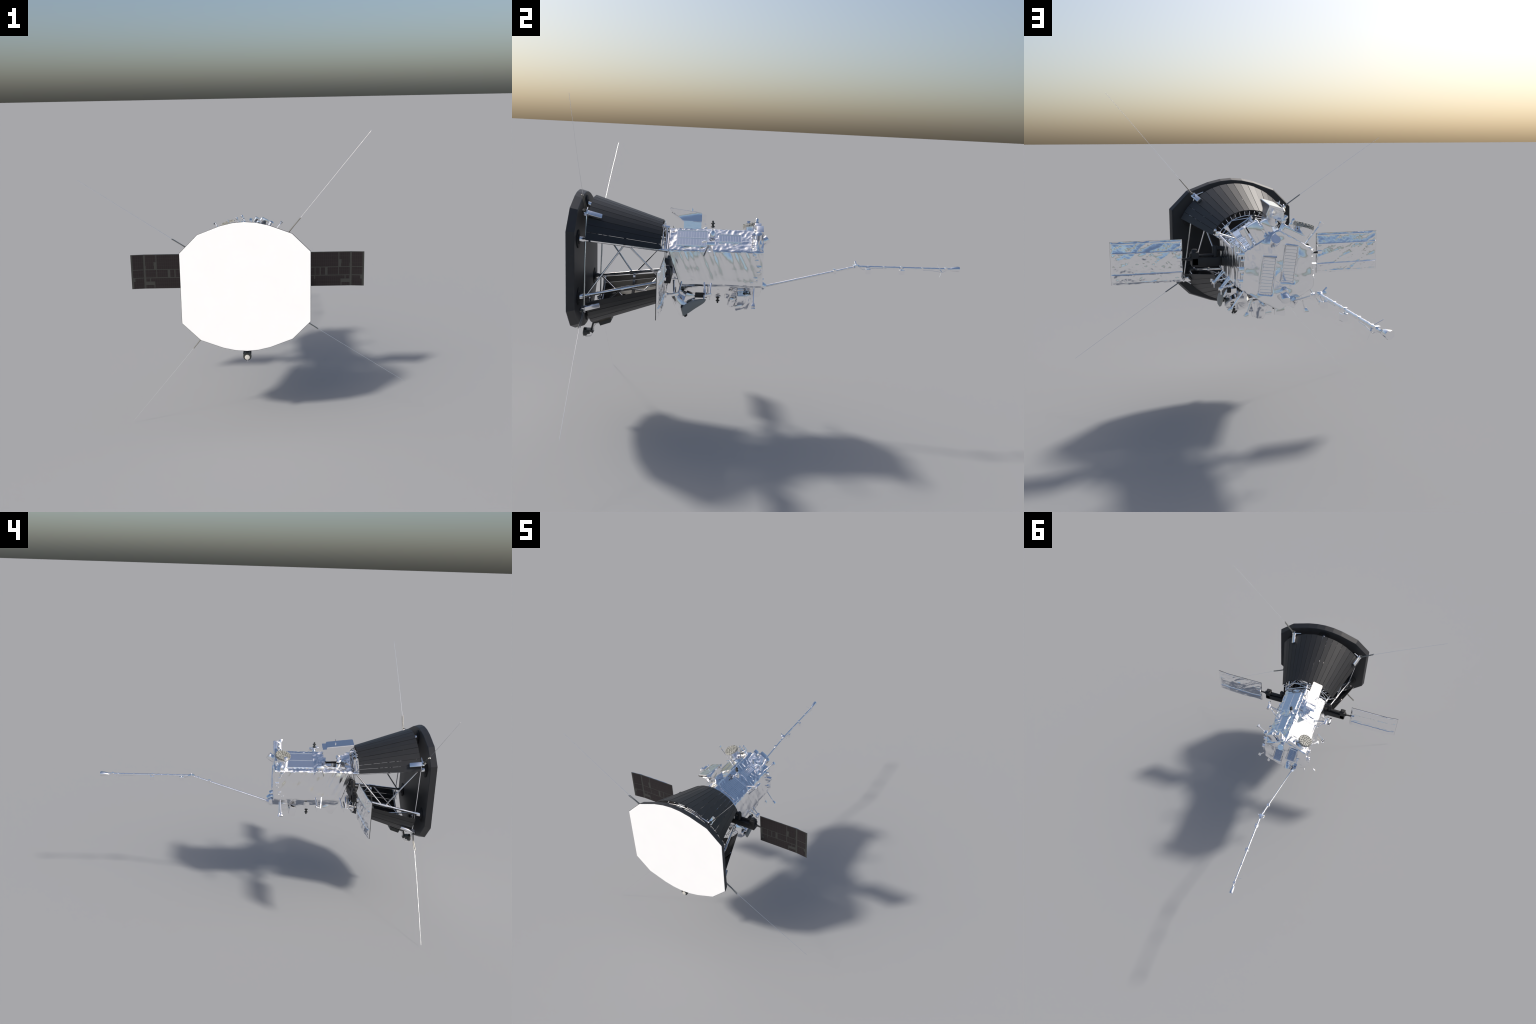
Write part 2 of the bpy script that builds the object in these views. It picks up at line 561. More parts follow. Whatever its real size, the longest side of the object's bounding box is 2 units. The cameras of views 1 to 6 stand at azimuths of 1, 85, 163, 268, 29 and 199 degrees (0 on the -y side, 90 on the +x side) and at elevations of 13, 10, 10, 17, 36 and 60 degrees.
def wing_bulge(sx):
    """Pillowed foil: horizontal hems with crinkled fields between them."""
    def f(x, z):
        t = (z - Z_LO) / (Z_HI - Z_LO)
        p = V(sx * x, 0.3 * sx, z)
        hem = 0.0
        for h in (0.045, 0.235, 0.735, 0.955):
            hem += 0.0013 * math.exp(-((t - h - 0.006 * noise.noise(p * 18)) / 0.012) ** 2)
        tilt = 0.0
        if t > 0.735:
            tilt = 0.0085 * (0.955 - t) / 0.22
        elif t < 0.235:
            tilt = 0.0045 * (t - 0.04) / 0.2
        else:
            tilt = 0.0030 * math.sin(math.pi * (t - 0.235) / 0.5)
        edge = min(1, (x - X_IN) / 0.012, (X_OUT - x) / 0.012)
        cr = noise.noise(V(p.x * 12, 1.5 * sx, p.z * 26 + p.x * 9)) * 0.0030
        cr += crease(V(p.x * 0.55, 0.1 * sx, p.z + p.x * 0.45), 0.040, 2) * 0.0030
        cr += crease(V(p.x, 0, p.z - p.x * 0.3), 0.020, 6) * 0.0008
        return max(-0.0015, (hem + tilt + 0.0015 + cr) * max(0, edge))
    return f


for sx in (1, -1):
    bm = bmesh.new()
    for x0, x1 in ((X_IN, X_KINK), (X_KINK, X_OUT)):
        pass
    sheet(bm, sx, X_IN, X_OUT, Z_LO, Z_HI, 0.0, 0.003, nx=52)
    wing = obj("solar_wing", bm, SUBSTRATE)
    for x0, x1, z0, z1 in cells:
        b2 = bmesh.new()
        sheet(b2, sx, x0, x1, z0, z1, -0.0007, 0.0003)
        obj("solar_cell_block", b2, CELLS, wing)
    b2 = bmesh.new()
    sheet(b2, sx, X_IN + 0.0005, X_OUT - 0.0005, Z_LO + 0.0005, Z_HI - 0.0005, 0.0032, 0.0045, nx=170, nz=110, bulge=wing_bulge(sx))
    obj("foil_backing", b2, WING_FOIL, wing, smooth=70)
    b2 = bmesh.new()
    abox(b2, (min(sx * 0.348, sx * 0.372), -0.546, 0.776), (max(sx * 0.348, sx * 0.372), -0.538, 0.792), 0.002)
    obj("hinge_cover", b2, FOIL, wing)
    # pivot arm
    b2 = bmesh.new()

    def xbox(x0, x1, y0, y1, z0, z1, bv=0.003):
        abox(b2, (min(sx * x0, sx * x1), y0, z0), (max(sx * x0, sx * x1), y1, z1), bv)
    xbox(0.120, 0.300, -0.562, -0.521, 0.747, 0.790)
    xbox(0.266, 0.303, -0.563, -0.521, 0.750, 0.820, 0.006)
    arm = obj("wing_arm", b2, ARM, smooth=30)
    b2 = bmesh.new()
    tube(b2, [V(sx * 0.178, -0.540, 0.800), V(sx * 0.272, -0.535, 0.800)], 0.0075, 12)
    lathe(b2, V(sx * 0.285, -0.541, 0.815), V(0, 0, 1), [(0, 0.015), (0.012, 0.015), (0.017, 0.011)], 20)
    lathe(b2, V(sx * 0.184, -0.545, 0.780), V(0, 0, 1), [(0, 0.014), (0.058, 0.014), (0.066, 0.010)], 20)
    tube(b2, [V(sx * 0.150, -0.545, 0.828), V(sx * 0.186, -0.545, 0.832)], 0.012, 14)
    tube(b2, [V(sx * 0.300, -0.543, 0.785), V(sx * 0.316, -0.545, 0.784), V(sx * 0.350, -0.546, 0.783)], [0.016, 0.006, 0.0045], 14)
    abox(b2, (min(sx * 0.298, sx * 0.312), -0.545, 0.795), (max(sx * 0.298, sx * 0.310), -0.530, 0.812), 0.002)
    obj("arm_joint", b2, ARM, arm, smooth=40)

# ------------------------------------------------------------------ whip antennas
whip_dir = [(50.6, "u"), (146.5, "s"), (-33.5, "s"), (-129.4, "u")]
for a, kind in whip_dir:
    rad = polar(1, a, 0) - AX
    tan = V(-rad.z, 0, rad.x)
    base = AX + rad * 0.352 + V(0, -0.929, 0)
    bm = bmesh.new()
    end = {50.6: 1.0265, 146.5: 1.0285, -33.5: 1.040, -129.4: 1.0185}[a]
    tube(bm, [base + rad * 0.10, base + rad * 0.3 + V(0, 0.002, 0), AX + rad * end + V(0, -0.918, 0)], [0.0009, 0.0007, 0.0006], 8)
    whip = obj("whip_antenna", bm, WHIP, smooth=60)
    bm = bmesh.new()
    tube(bm, [base, base + rad * 0.055, base + rad * 0.108 + V(0, -0.006, 0)], [0.0034, 0.0031, 0.0026], 8)
    tube(bm, [base + V(0, 0.008, 0), base + rad * 0.105 + V(0, 0.003, 0)], 0.0018, 8)
    obj("antenna_sleeve", bm, NIOBIUM, whip, smooth=60)
    bm = bmesh.new()
    back = (V(0, 1, 0) - rad * 0.38).normalized()
    up = back.cross(tan).normalized()
    box(bm, base - rad * 0.012 + back * 0.042, tan, up, back, (0.027, 0.016, 0.070), 0.003)
    lathe(bm, base - rad * 0.012 - tan * 0.013, tan, [(0, 0.010), (0.004, 0.012), (0.022, 0.012), (0.026, 0.010)], 16)
    lathe(bm, base - rad * 0.016 - V(0, 0.008, 0), rad, [(-0.008, 0.006), (0.012, 0.009), (0.022, 0.005)], 14)
    obj("antenna_mount", bm, FOIL, whip, smooth=40)
    bm = bmesh.new()
    lathe(bm, base - rad * 0.004 - V(0, 0.004, 0), rad, [(0, 0.0085), (0.012, 0.0085)], 10)
    obj("antenna_clamp", bm, DARKMETAL, whip)
# side posts that join upper and lower mounts, and struts to the top ones
bm = bmesh.new()
for sx, up, lo in ((1, 50.6, -33.5), (-1, 146.5, -129.4)):
    pa, pb = polar(0.338, up, -0.926), polar(0.340, lo, -0.926)
    if sx < 0:
        pa, pb = polar(0.338, 146.5, -0.922), polar(0.335, 230.6, -0.926)
    tube(bm, [pa, (pa + pb) / 2 + V(0, -0.002, 0), pb], 0.0036, 8)
for a, da in ((50.6, 9), (146.5, -8), (230.6, 9), (-33.5, -8)):
    tube(bm, [polar(0.338, a, -0.928), polar(0.326, a + da, -0.928)], [0.0050, 0.0026], 8)
obj("antenna_brace", bm, METAL, smooth=60)

# ------------------------------------------------------------------ imager on the upper left face
sl = math.radians(22)
eu = V(-math.cos(sl), 0, -math.sin(sl))        # down towards -x
en = V(-math.sin(sl), 0, math.cos(sl))
bm = bmesh.new()
prof = [(-0.549, 1.069), (-0.384, 1.049), (-0.384, 1.0), (-0.474, 1.002), (-0.487, 1.010), (-0.549, 1.055)]
prism(bm, [(y, z) for y, z in prof], V(-0.049, 0, 0), V(0, 1, 0), V(0, 0, 1), V(-1, 0, -math.tan(sl) * 0.75), 0.0, 0.068)
bmesh.ops.bevel(bm, geom=bm.edges[:], offset=0.003, segments=2, affect='EDGES')
for v in bm.verts:
    if v.co.x > -0.07:
        v.co.x += (1.068 - v.co.z) * -0.02
bmesh.ops.triangulate(bm, faces=[f for f in bm.faces if len(f.verts) > 4])
bmesh.ops.subdivide_edges(bm, edges=[e for e in bm.edges if e.calc_length() > 0.02], cuts=5, use_grid_fill=True)
for v in bm.verts:
    if -0.0535 < v.co.x < -0.045:
        low = max(0.0, 1.035 - v.co.z + (v.co.y + 0.43) * 0.15)
        v.co.x += low * 0.45 + 0.0016 * crease(V(0, v.co.y, v.co.z), 0.022, 8)
    else:
        v.co += V(1, 0, 0) * 0.0008 * crease(v.co, 0.03, 8)
imager = obj("wide_imager", bm, FOIL, smooth=40)
bm = bmesh.new()
prof = [(-0.476, 1.006), (-0.386, 1.008), (-0.386, 0.930), (-0.476, 0.930)]
prism(bm, prof, V(-0.026, 0, 0), V(0, 1, 0), V(0, 0, 1), V(-1, 0, -math.tan(sl) * 0.6), 0.0, 0.052)
bmesh.ops.bevel(bm, geom=bm.edges[:], offset=0.003, segments=2, affect='EDGES')
for v in bm.verts:
    if v.co.x > -0.06:
        v.co.x -= max(0.0, v.co.z - 0.95) * 0.22
obj("imager_pedestal", bm, FOIL, imager, smooth=40)
bm = bmesh.new()
prism(bm, [(-0.392, 1.040), (-0.360, 1.037), (-0.368, 0.990), (-0.392, 0.988)], V(-0.055, 0, 0), V(0, 1, 0), V(0, 0, 1), V(-1, 0, -math.tan(sl)), 0.0, 0.058)
prism(bm, [(-0.545, 1.054), (-0.440, 1.046), (-0.460, 1.012), (-0.495, 1.008)], V(-0.088, 0, -0.018), V(0, 1, 0), V(0, 0, 1), V(-1, 0, 0), 0.0, 0.008)
prism(bm, [(-0.440, 1.038), (-0.380, 1.026), (-0.360, 1.000), (-0.425, 0.985)], V(-0.084, 0, -0.018), V(0, 1, 0), V(0, 0, 1), V(-1, 0, 0), 0.0, 0.016)
obj("imager_electronics", bm, FOIL, imager)
bm = bmesh.new()
lathe(bm, V(-0.110, -0.435, 1.045), V(-0.3, 0, 1), [(0, 0.004), (0.012, 0.004), (0.012, 0.002), (0.018, 0.002)], 10)
lathe(bm, V(-0.088, -0.465, 0.945), V(-0.7, 0.1, 0.5), [(0, 0.016), (0.02, 0.014), (0.026, 0.010)], 14)
obj("imager_knob", bm, METAL, imager, smooth=40)

# ------------------------------------------------------------------ low gain antennas (spools on posts)
def spool(base, tip, post_r, plinth):
    d = (tip - base).normalized()
    L = (tip - base).length
    bm = bmesh.new()
    lathe(bm, base, d, [(0, 0.015), (plinth * 0.6, 0.015), (plinth, 0.0075), (plinth + 0.001, post_r), (L - 0.035, post_r)], 16)
    o = obj("antenna_post", bm, FOIL, smooth=40)
    bm = bmesh.new()
    lathe(bm, base, d, [(L - 0.036, 0.005), (L - 0.032, 0.0105), (L - 0.029, 0.0105), (L - 0.026, 0.0055), (L - 0.018, 0.0055),
                        (L - 0.015, 0.0105), (L - 0.012, 0.0105), (L - 0.009, 0.005), (L, 0.004)], 20)
    obj("spool_antenna", bm, DARKMETAL, o, smooth=40)


spool(V(0.043, -0.327, 0.938), V(0.040, -0.327, 1.020), 0.0045, 0.032)
spool(V(-0.036, -0.288, 0.655), V(-0.036, -0.288, 0.571), 0.004, 0.034)

# ------------------------------------------------------------------ medallion instrument on the upper left rear
dn = V(-0.30, -0.12, 0.94).normalized()
dc = V(-0.128, -0.119, 0.976)
bm = bmesh.new()
lathe(bm, dc, dn, [(-0.009, 0.038), (-0.007, 0.0465), (0.004, 0.047), (0.007, 0.044)], 36)
a, b = basis(dn)
for count, rr, kr, hh in ((18, 0.041, 0.0048, 0.0105), (11, 0.028, 0.0045, 0.0115), (6, 0.015, 0.004, 0.0115)):
    for k in range(count):
        t = 2 * math.pi * (k + 0.3) / count
        lathe(bm, dc + (a * math.cos(t) + b * math.sin(t)) * rr, dn, [(0.004, kr), (hh, kr), (hh + 0.001, kr * 0.6)], 6)
lathe(bm, dc, dn, [(0.004, 0.008), (0.012, 0.007)], 8)
disc = obj("medallion_sensor", bm, CREAM, smooth=30)
bm = bmesh.new()
foot = V(-0.100, -0.125, 0.905)
a, b = basis(dn)
secs = []
for f in [k / 10 for k in range(11)]:
    c = foot + (dc - dn * 0.008 - foot) * f
    r = 0.030 + 0.012 * f
    secs.append([c + (a * math.cos(t) + b * math.sin(t)) * (r + 0.003 * noise.noise(V(math.cos(t) * 2, math.sin(t) * 2, f * 3)))
                 for t in (2 * math.pi * k / 28 for k in range(28))])
loft(bm, secs)
obj("medallion_base", bm, FOIL, disc, smooth=60)

# ------------------------------------------------------------------ boxes on the upper right rear
org, u, n = face_frame(1)
bm = bmesh.new()


def facebox(uc, yc, h, su, sy, bv=0.003):
    box(bm, org + u * uc + YV * yc + n * h / 2, u, YV, n, (su, sy, h), bv)


facebox(0.087, -0.091, 0.083, 0.050, 0.036)
facebox(0.034, -0.098, 0.066, 0.030, 0.034)
facebox(0.055, -0.104, 0.052, 0.030, 0.030)
obj("rear_electronics_box", bm, FOIL, smooth=40)
bm = bmesh.new()
lathe(bm, org + u * 0.128 + YV * -0.100 + n * 0.002, n, [(0, 0.009), (0.045, 0.009), (0.05, 0.017), (0.082, 0.017), (0.088, 0.008)], 16)
lathe(bm, org + u * 0.060 + YV * -0.112 + n * 0.062, n, [(0, 0.010), (0.014, 0.010), (0.02, 0.006)], 12)
obj("barrel_sensor", bm, FOIL, smooth=40)
bm = bmesh.new()
org2, u2, n2 = face_frame(-1)
box(bm, org2 + u2 * 0.066 + YV * -0.092 + n2 * 0.017, u2, YV, n2, (0.108, 0.040, 0.034), 0.004)
bmesh.ops.subdivide_edges(bm, edges=bm.edges[:], cuts=3)
for v in bm.verts:
    v.co += n2 * 0.002 * noise.noise(v.co * 40) + YV * 0.002 * noise.noise(v.co * 35 + V(3, 3, 3))
obj("medallion_plinth", bm, FOIL, smooth=40)
# slim posts with forked heads at the rear ridge
org2, u2, n2 = face_frame(-1)
for (uu, yy, hh) in ((0.010, -0.097, 0.062), (0.046, -0.095, 0.066)):
    bm = bmesh.new()
    p0 = org2 + u2 * uu + YV * yy
    tube(bm, [p0, p0 + n2 * hh], 0.0035, 8)
    box(bm, p0 + n2 * 0.044, u2, YV, n2, (0.016, 0.016, 0.018), 0.002)
    lathe(bm, p0 + n2 * hh, n2, [(-0.008, 0.0065), (0.004, 0.009), (0.010, 0.006)], 10)
    obj("star_sensor", bm, FOIL, smooth=40)

# ------------------------------------------------------------------ rear face barrels
for base, ax, L, r in ((V(0.022, YB - 0.005, 0.908), V(0, 0.80, 0.60), 0.046, 0.0225),
                       (V(-0.024, YB - 0.005, 0.708), V(0.0, 0.92, -0.40), 0.022, 0.0175),
                       (V(-0.024, YB - 0.010, 0.692), V(0.0, 0.80, -0.60), 0.046, 0.0215)):
    bm = bmesh.new()
    lathe(bm, base, ax, [(-0.01, r * 0.8), (L * 0.3, r * 0.95), (L - 0.003, r), (L, r - 0.002)], 28)
    obj("star_tracker", bm, FOIL if r > 0.022 else MIRROR, smooth=40)

# ------------------------------------------------------------------ small stick sensors round the rear
def stick(p, q, r=0.0034, size=0.020, length=0.022, bracket=None):
    p, q = Vector(p), Vector(q)
    d = (q - p).normalized()
    a, b = basis(d)
    bm = bmesh.new()
    tube(bm, [p - d * 0.01, q - d * length * 0.5], r, 8)
    box(bm, q, a, b, -d, (size, size, length), 0.0015, taper=0.5)
    return obj("thruster_pod", bm, FOIL, smooth=40)


for sx in (1, -1):
    stick((sx * 0.143, -0.132, 0.898), (sx * 0.211, -0.130, 0.978))
    stick((sx * 0.152, -0.112, 0.700), (sx * 0.205, -0.116, 0.628))
    stick((sx * 0.112, -0.110, 0.665), (sx * 0.136, -0.110, 0.600))
    for z, yc, out, hz, peg in ((0.864, -0.116, 0.013, 0.016, 1), (0.841, -0.103, 0.006, 0.010, 0), (0.804, -0.090, 0.017, 0.024, 1),
                                (0.780, -0.092, 0.008, 0.012, 0), (0.749, -0.106, 0.013, 0.018, 1), (0.727, -0.126, 0.006, 0.009, 0)):
        bm = bmesh.new()
        c = V(sx * (0.150 + out / 2), yc, z)
        box(bm, c, V(1, 0, 0), V(0, 1, 0.15 * sx), V(0, -0.15 * sx, 1), (out + 0.012, 0.014 + hz * 0.3, hz), 0.0015)
        if peg:
            tube(bm, [c + V(0, -0.004, hz * 0.3), c + V(sx * (out * 0.5 + 0.012), -0.008, hz * 0.4)], 0.0028, 8)
            lathe(bm, c + V(sx * out * 0.4, 0.004, -hz * 0.2), V(sx, 0.2, -0.3), [(0, 0.004), (0.008, 0.0045), (0.010, 0.003)], 10)
        obj("coarse_sun_sensor", bm, FOIL, smooth=40)
    # mid upper outrigger
    tip = V(sx * 0.211, -0.343, 0.931)
    bm = bmesh.new()
    tube(bm, [V(sx * 0.122, -0.343, 0.900), tip], 0.0042, 8)
    tube(bm, [tip, V(sx * 0.150, -0.367, 0.858)], [0.0036, 0.0045], 8)
    tube(bm, [tip, V(sx * 0.150, -0.318, 0.862)], [0.0036, 0.0045], 8)
    box(bm, tip + V(0, 0.006, 0), V(1, 0, 0), V(0, 1, 0), V(sx * -0.3, 0, 1), (0.018, 0.042, 0.018), 0.002)
    box(bm, tip + V(sx * 0.006, -0.024, 0.010), V(1, 0, 0), V(0, 1, 0.4), V(0, -0.4, 1), (0.010, 0.026, 0.010), 0.002)
    obj("outrigger", bm, FOIL, smooth=40)
    # lower outriggers: mid and front
    for y, ys, reach in ((-0.342, (-0.363, -0.326), 0.0), (-0.503, (-0.512, -0.472), -0.045)):
        tip = V(sx * 0.201, y, 0.672)
        bm = bmesh.new()
        for yy in ys:
            tube(bm, [V(sx * 0.150, yy, 0.730), tip + V(0, (yy - y) * 0.55, 0)], [0.0052, 0.0036], 8)
        tube(bm, [V(sx * 0.135, y, 0.690), tip], 0.0038, 8)
        box(bm, tip + V(0, 0.002, 0), V(1, 0, 0), V(0, 1, 0.3), V(0, -0.3, 1), (0.020, 0.034, 0.013), 0.002)
        lathe(bm, tip + V(0, 0.010, 0), V(0, 0, -1), [(0, 0.006), (0.008, 0.006), (0.010, 0.003), (0.026, 0.0025)], 10)
        if reach:
            tube(bm, [tip, tip + V(0, reach, 0)], 0.0040, 8)
            lathe(bm, tip + V(0, reach, 0.008), V(0, 0, -1), [(0, 0.007), (0.014, 0.008), (0.018, 0.004), (0.028, 0.0025)], 12)
        obj("outrigger", bm, FOIL, smooth=40)

# ------------------------------------------------------------------ high gain dish below the right corner
da, db = V(0.180, -0.472, 0.588), V(0.190, -0.350, 0.640)
secs = []
for k in range(25):
    f = k / 24
    s = min(1.0, (0.12 + f / 0.10)) if f < 0.1 else 1.0
    s = max(0.02, s * (1 - max(0, f - 0.35) / 0.65) ** 0.5 if f > 0.35 else s) if f < 0.995 else 0.05
    c = da.lerp(db, f) + V(0, 0, 0.012 * math.sin(math.pi * f) + 0.006)
    depth = 0.047 * s
    w = 0.012 * min(1.0, s * 1.2)
    secs.append([c + V(-w * 0.6, 0, 0.006 * s), c + V(w, 0, 0.005 * s), c + V(w * 1.25, 0, -0.2 * depth), c + V(w * 1.0, 0, -0.65 * depth),
                 c + V(w * 0.25, 0, -depth), c + V(-w * 0.4, 0, -0.95 * depth), c + V(-w * 1.0, 0, -0.6 * depth), c + V(-w * 1.1, 0, -0.15 * depth)])
bm = bmesh.new()
loft(bm, secs)
dish = obj("dish_reflector", bm, DISH, smooth=60)
bm = bmesh.new()
ax = V(0.10, 0.66, -0.74).normalized()
cen = V(0.104, -0.428, 0.570)
a, b = basis(ax)
secs = []
for h, r in ((-0.110, 0.030), (-0.075, 0.046), (-0.040, 0.056), (-0.012, 0.061), (0.0, 0.060), (0.002, 0.052), (-0.004, 0.030), (-0.006, 0.006)):
    secs.append([cen + ax * h + (a * math.cos(t) + b * math.sin(t)) * r * (1 + 0.05 * noise.noise(V(3 * math.cos(t), 3 * math.sin(t), h * 30)))
                 + ax * 0.003 * noise.noise(V(5 * math.cos(t), 5 * math.sin(t), h * 40 + 3)) for t in (2 * math.pi * k / 40 for k in range(40))])
loft(bm, secs)
obj("dish_blanket", bm, FOIL, dish, smooth=60)
bm = bmesh.new()
lathe(bm, V(0.118, -0.452, 0.545), ax, [(0, 0.010), (0.006, 0.010), (0.010, 0.006)], 12)
abox(bm, (0.150, -0.474, 0.592), (0.172, -0.458, 0.606), 0.002)
abox(bm, (0.150, -0.405, 0.648), (0.168, -0.345, 0.672), 0.003)  # black box modelled for a dark reflection in the foil, not gimbal hardware
obj("dish_gimbal", bm, ARM, dish)
bm = bmesh.new()
tube(bm, [V(0.120, -0.440, 0.66), V(0.178, -0.40, 0.618)], 0.007, 10)
tube(bm, [V(0.145, -0.36, 0.69), V(0.186, -0.36, 0.630)], 0.005, 10)
box(bm, V(0.135, -0.43, 0.640), V(1, 0, 0), V(0, 1, -0.3), V(0, 0.3, 1), (0.05, 0.05, 0.05), 0.004)
obj("dish_bracket", bm, FOIL, dish, smooth=40)

# ------------------------------------------------------------------ particle instruments under the rear
bm = bmesh.new()
box(bm, V(0.052, -0.168, 0.622), V(1, 0, -0.15), V(0, 1, 0), V(0.15, 0, 1), (0.085, 0.050, 0.060), 0.005)
box(bm, V(0.050, -0.180, 0.586), V(1, 0, -0.1), V(0, 1, 0.3), V(0.1, -0.3, 1), (0.084, 0.044, 0.028), 0.006)
inst = obj("particle_detector", bm, FOIL, smooth=40)


def lump(cen, ax, L, r0, r1, seed, seg=26, amp=0.14):
    """Foil-wrapped bundle: a short tapered drum with a crumpled skin."""
    a, b = basis(ax)
    d = ax.normalized()
    secs = []
    for k in range(13):
        f = k / 12
        r = (r0 + (r1 - r0) * f) * min(1.0, 0.45 + 6 * f, 0.45 + 6 * (1 - f))
        secs.append([cen + d * L * f + (a * math.cos(t) + b * math.sin(t)) * r * (1 + amp * (crease(V(math.cos(t), math.sin(t), f * 1.5 + seed), 0.7, 0)))
                     for t in (2 * math.pi * q / seg for q in range(seg))])
    loft(bm, secs)


bm = bmesh.new()
lump(V(0.062, -0.128, 0.650), V(0.1, -0.35, -1), 0.085, 0.032, 0.022, 1)
lump(V(0.082, -0.215, 0.635), V(0.1, -0.2, -1), 0.052, 0.022, 0.017, 4)
obj("detector_bundle", bm, FOIL, inst, smooth=50)
bm = bmesh.new()
lathe(bm, V(0.010, -0.240, 0.640), V(0.05, 0, -1), [(0, 0.016), (0.024, 0.015), (0.03, 0.010)], 16)
box(bm, V(-0.041, -0.200, 0.594), V(1, 0, 0.1), V(0, 1, 0.2), V(-0.1, -0.2, 1), (0.042, 0.036, 0.062), 0.003)
obj("detector_box", bm, FOIL, inst, smooth=40)
bm = bmesh.new()
box(bm, V(-0.022, -0.288, 0.632), V(1, 0, 0), V(0, 1, 0), V(0, 0, 1), (0.040, 0.036, 0.036), 0.003)
box(bm, V(-0.070, -0.14, 0.634), V(1, 0, 0.5), V(0, 1, 0), V(-0.5, 0, 1), (0.050, 0.050, 0.030), 0.004)
obj("foil_pad", bm, FOIL, bus, smooth=40)

# ------------------------------------------------------------------ solar cup on the lower front
bm = bmesh.new()
lathe(bm, V(0, -0.978, 0.408), V(0, 1, 0), [(0, 0.012), (0.001, 0.0225), (0.014, 0.0225), (0.020, 0.014), (0.032, 0.012)], 28)
cup = obj("solar_wind_cup", bm, DARKMETAL, smooth=35)
bm = bmesh.new()
lathe(bm, V(0, -0.982, 0.404), V(0, 1, 0), [(0, 0.010), (0.001, 0.0135), (0.006, 0.0135)], 24)
obj("cup_window", bm, PALE, cup, smooth=35)
bm = bmesh.new()
box(bm, V(0, -0.9325, 0.440), V(1, 0, 0), V(0, 0.95, 0.25), V(0, 0.25, 1), (0.016, 0.010, 0.052), 0.001)
box(bm, V(0, -0.952, 0.421), V(1, 0, 0), V(0, 1, 0.0), V(0, -0.1, 1), (0.044, 0.040, 0.005), 0.001)
box(bm, V(0, -0.935, 0.412), V(1, 0, 0), V(0, 1, -0.5), V(0, 0.5, 1), (0.020, 0.018, 0.012), 0.001)
prism(bm, [(-0.896, 0.470), (-0.835, 0.491), (-0.830, 0.483), (-0.836, 0.470), (-0.888, 0.452)], V(0, 0, 0), V(0, 1, 0), V(0, 0, 1), V(1, 0, 0), -0.035, 0.035)
prism(bm, [(-0.925, 0.464), (-0.896, 0.472), (-0.896, 0.464), (-0.925, 0.457)], V(0, 0, 0), V(0, 1, 0), V(0, 0, 1), V(1, 0, 0), -0.02, 0.02)
obj("cup_bracket", bm, DARKMETAL, cup)
bm = bmesh.new()
for sx in (0.008, -0.008):
    tube(bm, [V(sx, -0.890, 0.458), V(sx, -0.912, 0.455), V(sx, -0.925, 0.440), V(sx, -0.927, 0.412), V(sx, -0.940, 0.386), V(sx, -0.968, 0.384)], 0.0011, 6)
tube(bm, [V(0, -0.980, 0.392), V(0.002, -0.981, 0.380)], 0.0012, 6)
obj("cup_wiring", bm, METAL, cup, smooth=60)

# ------------------------------------------------------------------ sensor boom
P0, P1, P2 = V(-0.0622, -0.038, 0.6635), V(0.0008, 0.437, 0.7990), V(0.002, 0.952, 0.8005)
bm = bmesh.new()
n = 40
tube(bm, [P0.lerp(P1, k / n) for k in range(n + 1)], [0.0060 + 0.0016 * noise.noise(V(k * 0.9, 1, 0)) for k in range(n + 1)], 12)
tube(bm, [P1.lerp(P2, k / n) + V(0, 0, 0.0008 * noise.noise(V(k * 0.5, 5, 0))) for k in range(n + 1)], [0.0063 + 0.0018 * noise.noise(V(k * 0.9, 9, 0)) for k in range(n + 1)], 12)
boom = obj("sensor_boom", bm, WRAP, smooth=60)
bm = bmesh.new()
d1 = (P1 - P0).normalized()
lathe(bm, P0 - d1 * 0.032, d1, [(0, 0.021), (0.012, 0.020), (0.040, 0.007)], 4)
box(bm, P0 - d1 * 0.02 + V(-0.012, 0, 0.012), V(1, 0, 0), V(0, 1, 0), V(0, 0, 1), (0.020, 0.022, 0.022), 0.002)
obj("boom_root", bm, FOIL, boom, smooth=30)
bm = bmesh.new()
box(bm, V(-0.006, 0.432, 0.800), V(1, 0, 0), V(0, 1, 0.2), V(0, -0.2, 1), (0.036, 0.026, 0.016), 0.002)
tube(bm, [V(-0.008, 0.438, 0.802), V(-0.028, 0.435, 0.821)], 0.0042, 8)
tube(bm, [V(-0.002, 0.440, 0.802), V(0.0, 0.462, 0.797)], [0.009, 0.005], 8)
tube(bm, [V(0.016, 0.425, 0.796), V(0.024, 0.424, 0.800)], 0.003, 8)
obj("boom_elbow", bm, FOIL, boom, smooth=40)


def along(y):
    if y < P1.y:
        return P0.lerp(P1, (y - P0.y) / (P1.y - P0.y))
    return P1.lerp(P2, (y - P1.y) / (P2.y - P1.y))


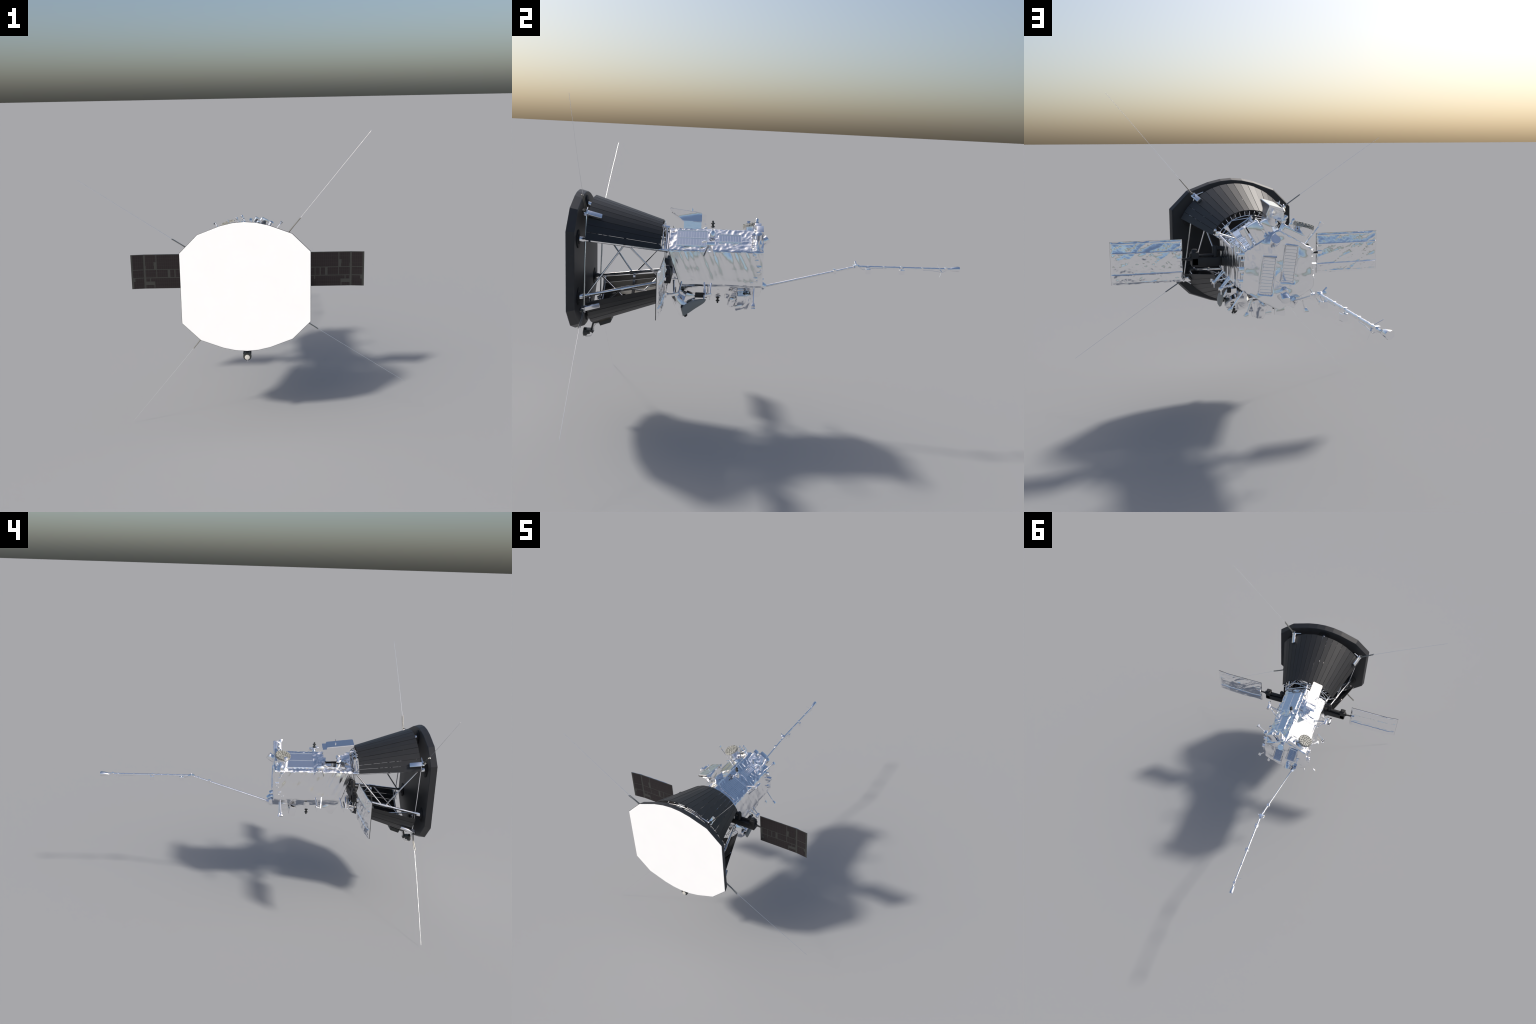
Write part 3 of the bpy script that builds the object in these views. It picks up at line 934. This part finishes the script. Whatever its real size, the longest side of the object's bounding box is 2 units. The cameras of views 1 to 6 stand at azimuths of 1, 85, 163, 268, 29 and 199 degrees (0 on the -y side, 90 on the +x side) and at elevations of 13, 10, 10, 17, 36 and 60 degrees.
for y, s in ((0.325, 0.015), (0.393, 0.009), (0.585, 0.009), (0.50, 0.007), (0.68, 0.011), (0.795, 0.009), (0.890, 0.008), (0.925, 0.013)):
    bm = bmesh.new()
    p = along(y)
    box(bm, p + V(0, 0, 0.001), V(1, 0, 0), V(0, 1, 0), V(0, 0, 1), (s * 1.3, s * 1.0, s * 1.3), 0.001)
    box(bm, p + V(0.001, 0, -s * 0.75), V(1, 0, 0), V(0, 1, 0), V(0, 0, 1), (0.004, 0.005, s * 0.9))
    if y in (0.325,):
        box(bm, p + V(0.002, 0.002, -0.011), V(1, 0, 0), V(0, 1, 0), V(0, 0, 1), (0.016, 0.010, 0.007), 0.001)
        box(bm, p + V(-0.004, -0.002, 0.008), V(1, 0, 0), V(0, 1, 0), V(0, 0, 1), (0.012, 0.013, 0.008), 0.001)
    obj("boom_clamp", bm, FOIL, boom)
for y in (0.500, 0.683):
    bm = bmesh.new()
    p = along(y)
    box(bm, p + V(0.006, 0, -0.023), V(1, 0.1, 0), V(-0.1, 1, 0), V(0, 0, 1), (0.022, 0.026, 0.026), 0.002)
    tube(bm, [p, p + V(0.004, 0, -0.014)], 0.003, 8)
    obj("boom_magnetometer", bm, FOIL, boom)
bm = bmesh.new()
tube(bm, [along(0.45) + V(0.003, 0, -0.003), along(0.475) + V(0.004, 0, -0.016), along(0.53) + V(0.003, 0, -0.006), along(0.60) + V(0.003, 0, -0.006)], 0.0012, 6)
tube(bm, [along(0.80) + V(0.003, 0, -0.009), along(0.85) + V(0.003, 0, -0.010), along(0.905) + V(0.004, 0, -0.018), along(0.93) + V(0.003, 0, -0.006)], 0.0012, 6)
obj("boom_cable", bm, METAL, boom, smooth=60)
bm = bmesh.new()
q = along(0.890)
e0, e1 = V(-0.034, 0.891, 0.817), V(0.016, 0.890, 0.759)
tube(bm, [q.lerp(e0, 0.15), e0], 0.0010, 6)
tube(bm, [q + V(0.006, 0.01, -0.012), e1], 0.0010, 6)
tube(bm, [q, q + V(0.007, 0.010, -0.014)], 0.004, 8)
obj("boom_dipole", bm, METAL, boom, smooth=60)
# tapered paddle housing at the tip
bm = bmesh.new()
secs = []
for y, w, zt, zb in ((0.944, 0.005, 0.803, 0.796), (0.954, 0.010, 0.808, 0.792), (0.975, 0.013, 0.8135, 0.789), (0.996, 0.0145, 0.8155, 0.7875), (1.0, 0.014, 0.814, 0.789)):
    secs.append([V(-0.003 + sx * w * f, y, zb + (zt - zb) * g) for sx, f, g in
                 ((-1, 0.4, 0), (1, 0.4, 0), (1, 1, 0.35), (1, 1, 0.7), (1, 0.5, 1), (-1, 0.5, 1), (-1, 1, 0.7), (-1, 1, 0.35))])
loft(bm, secs)
obj("boom_tip_sensor", bm, FOIL, boom, smooth=50)
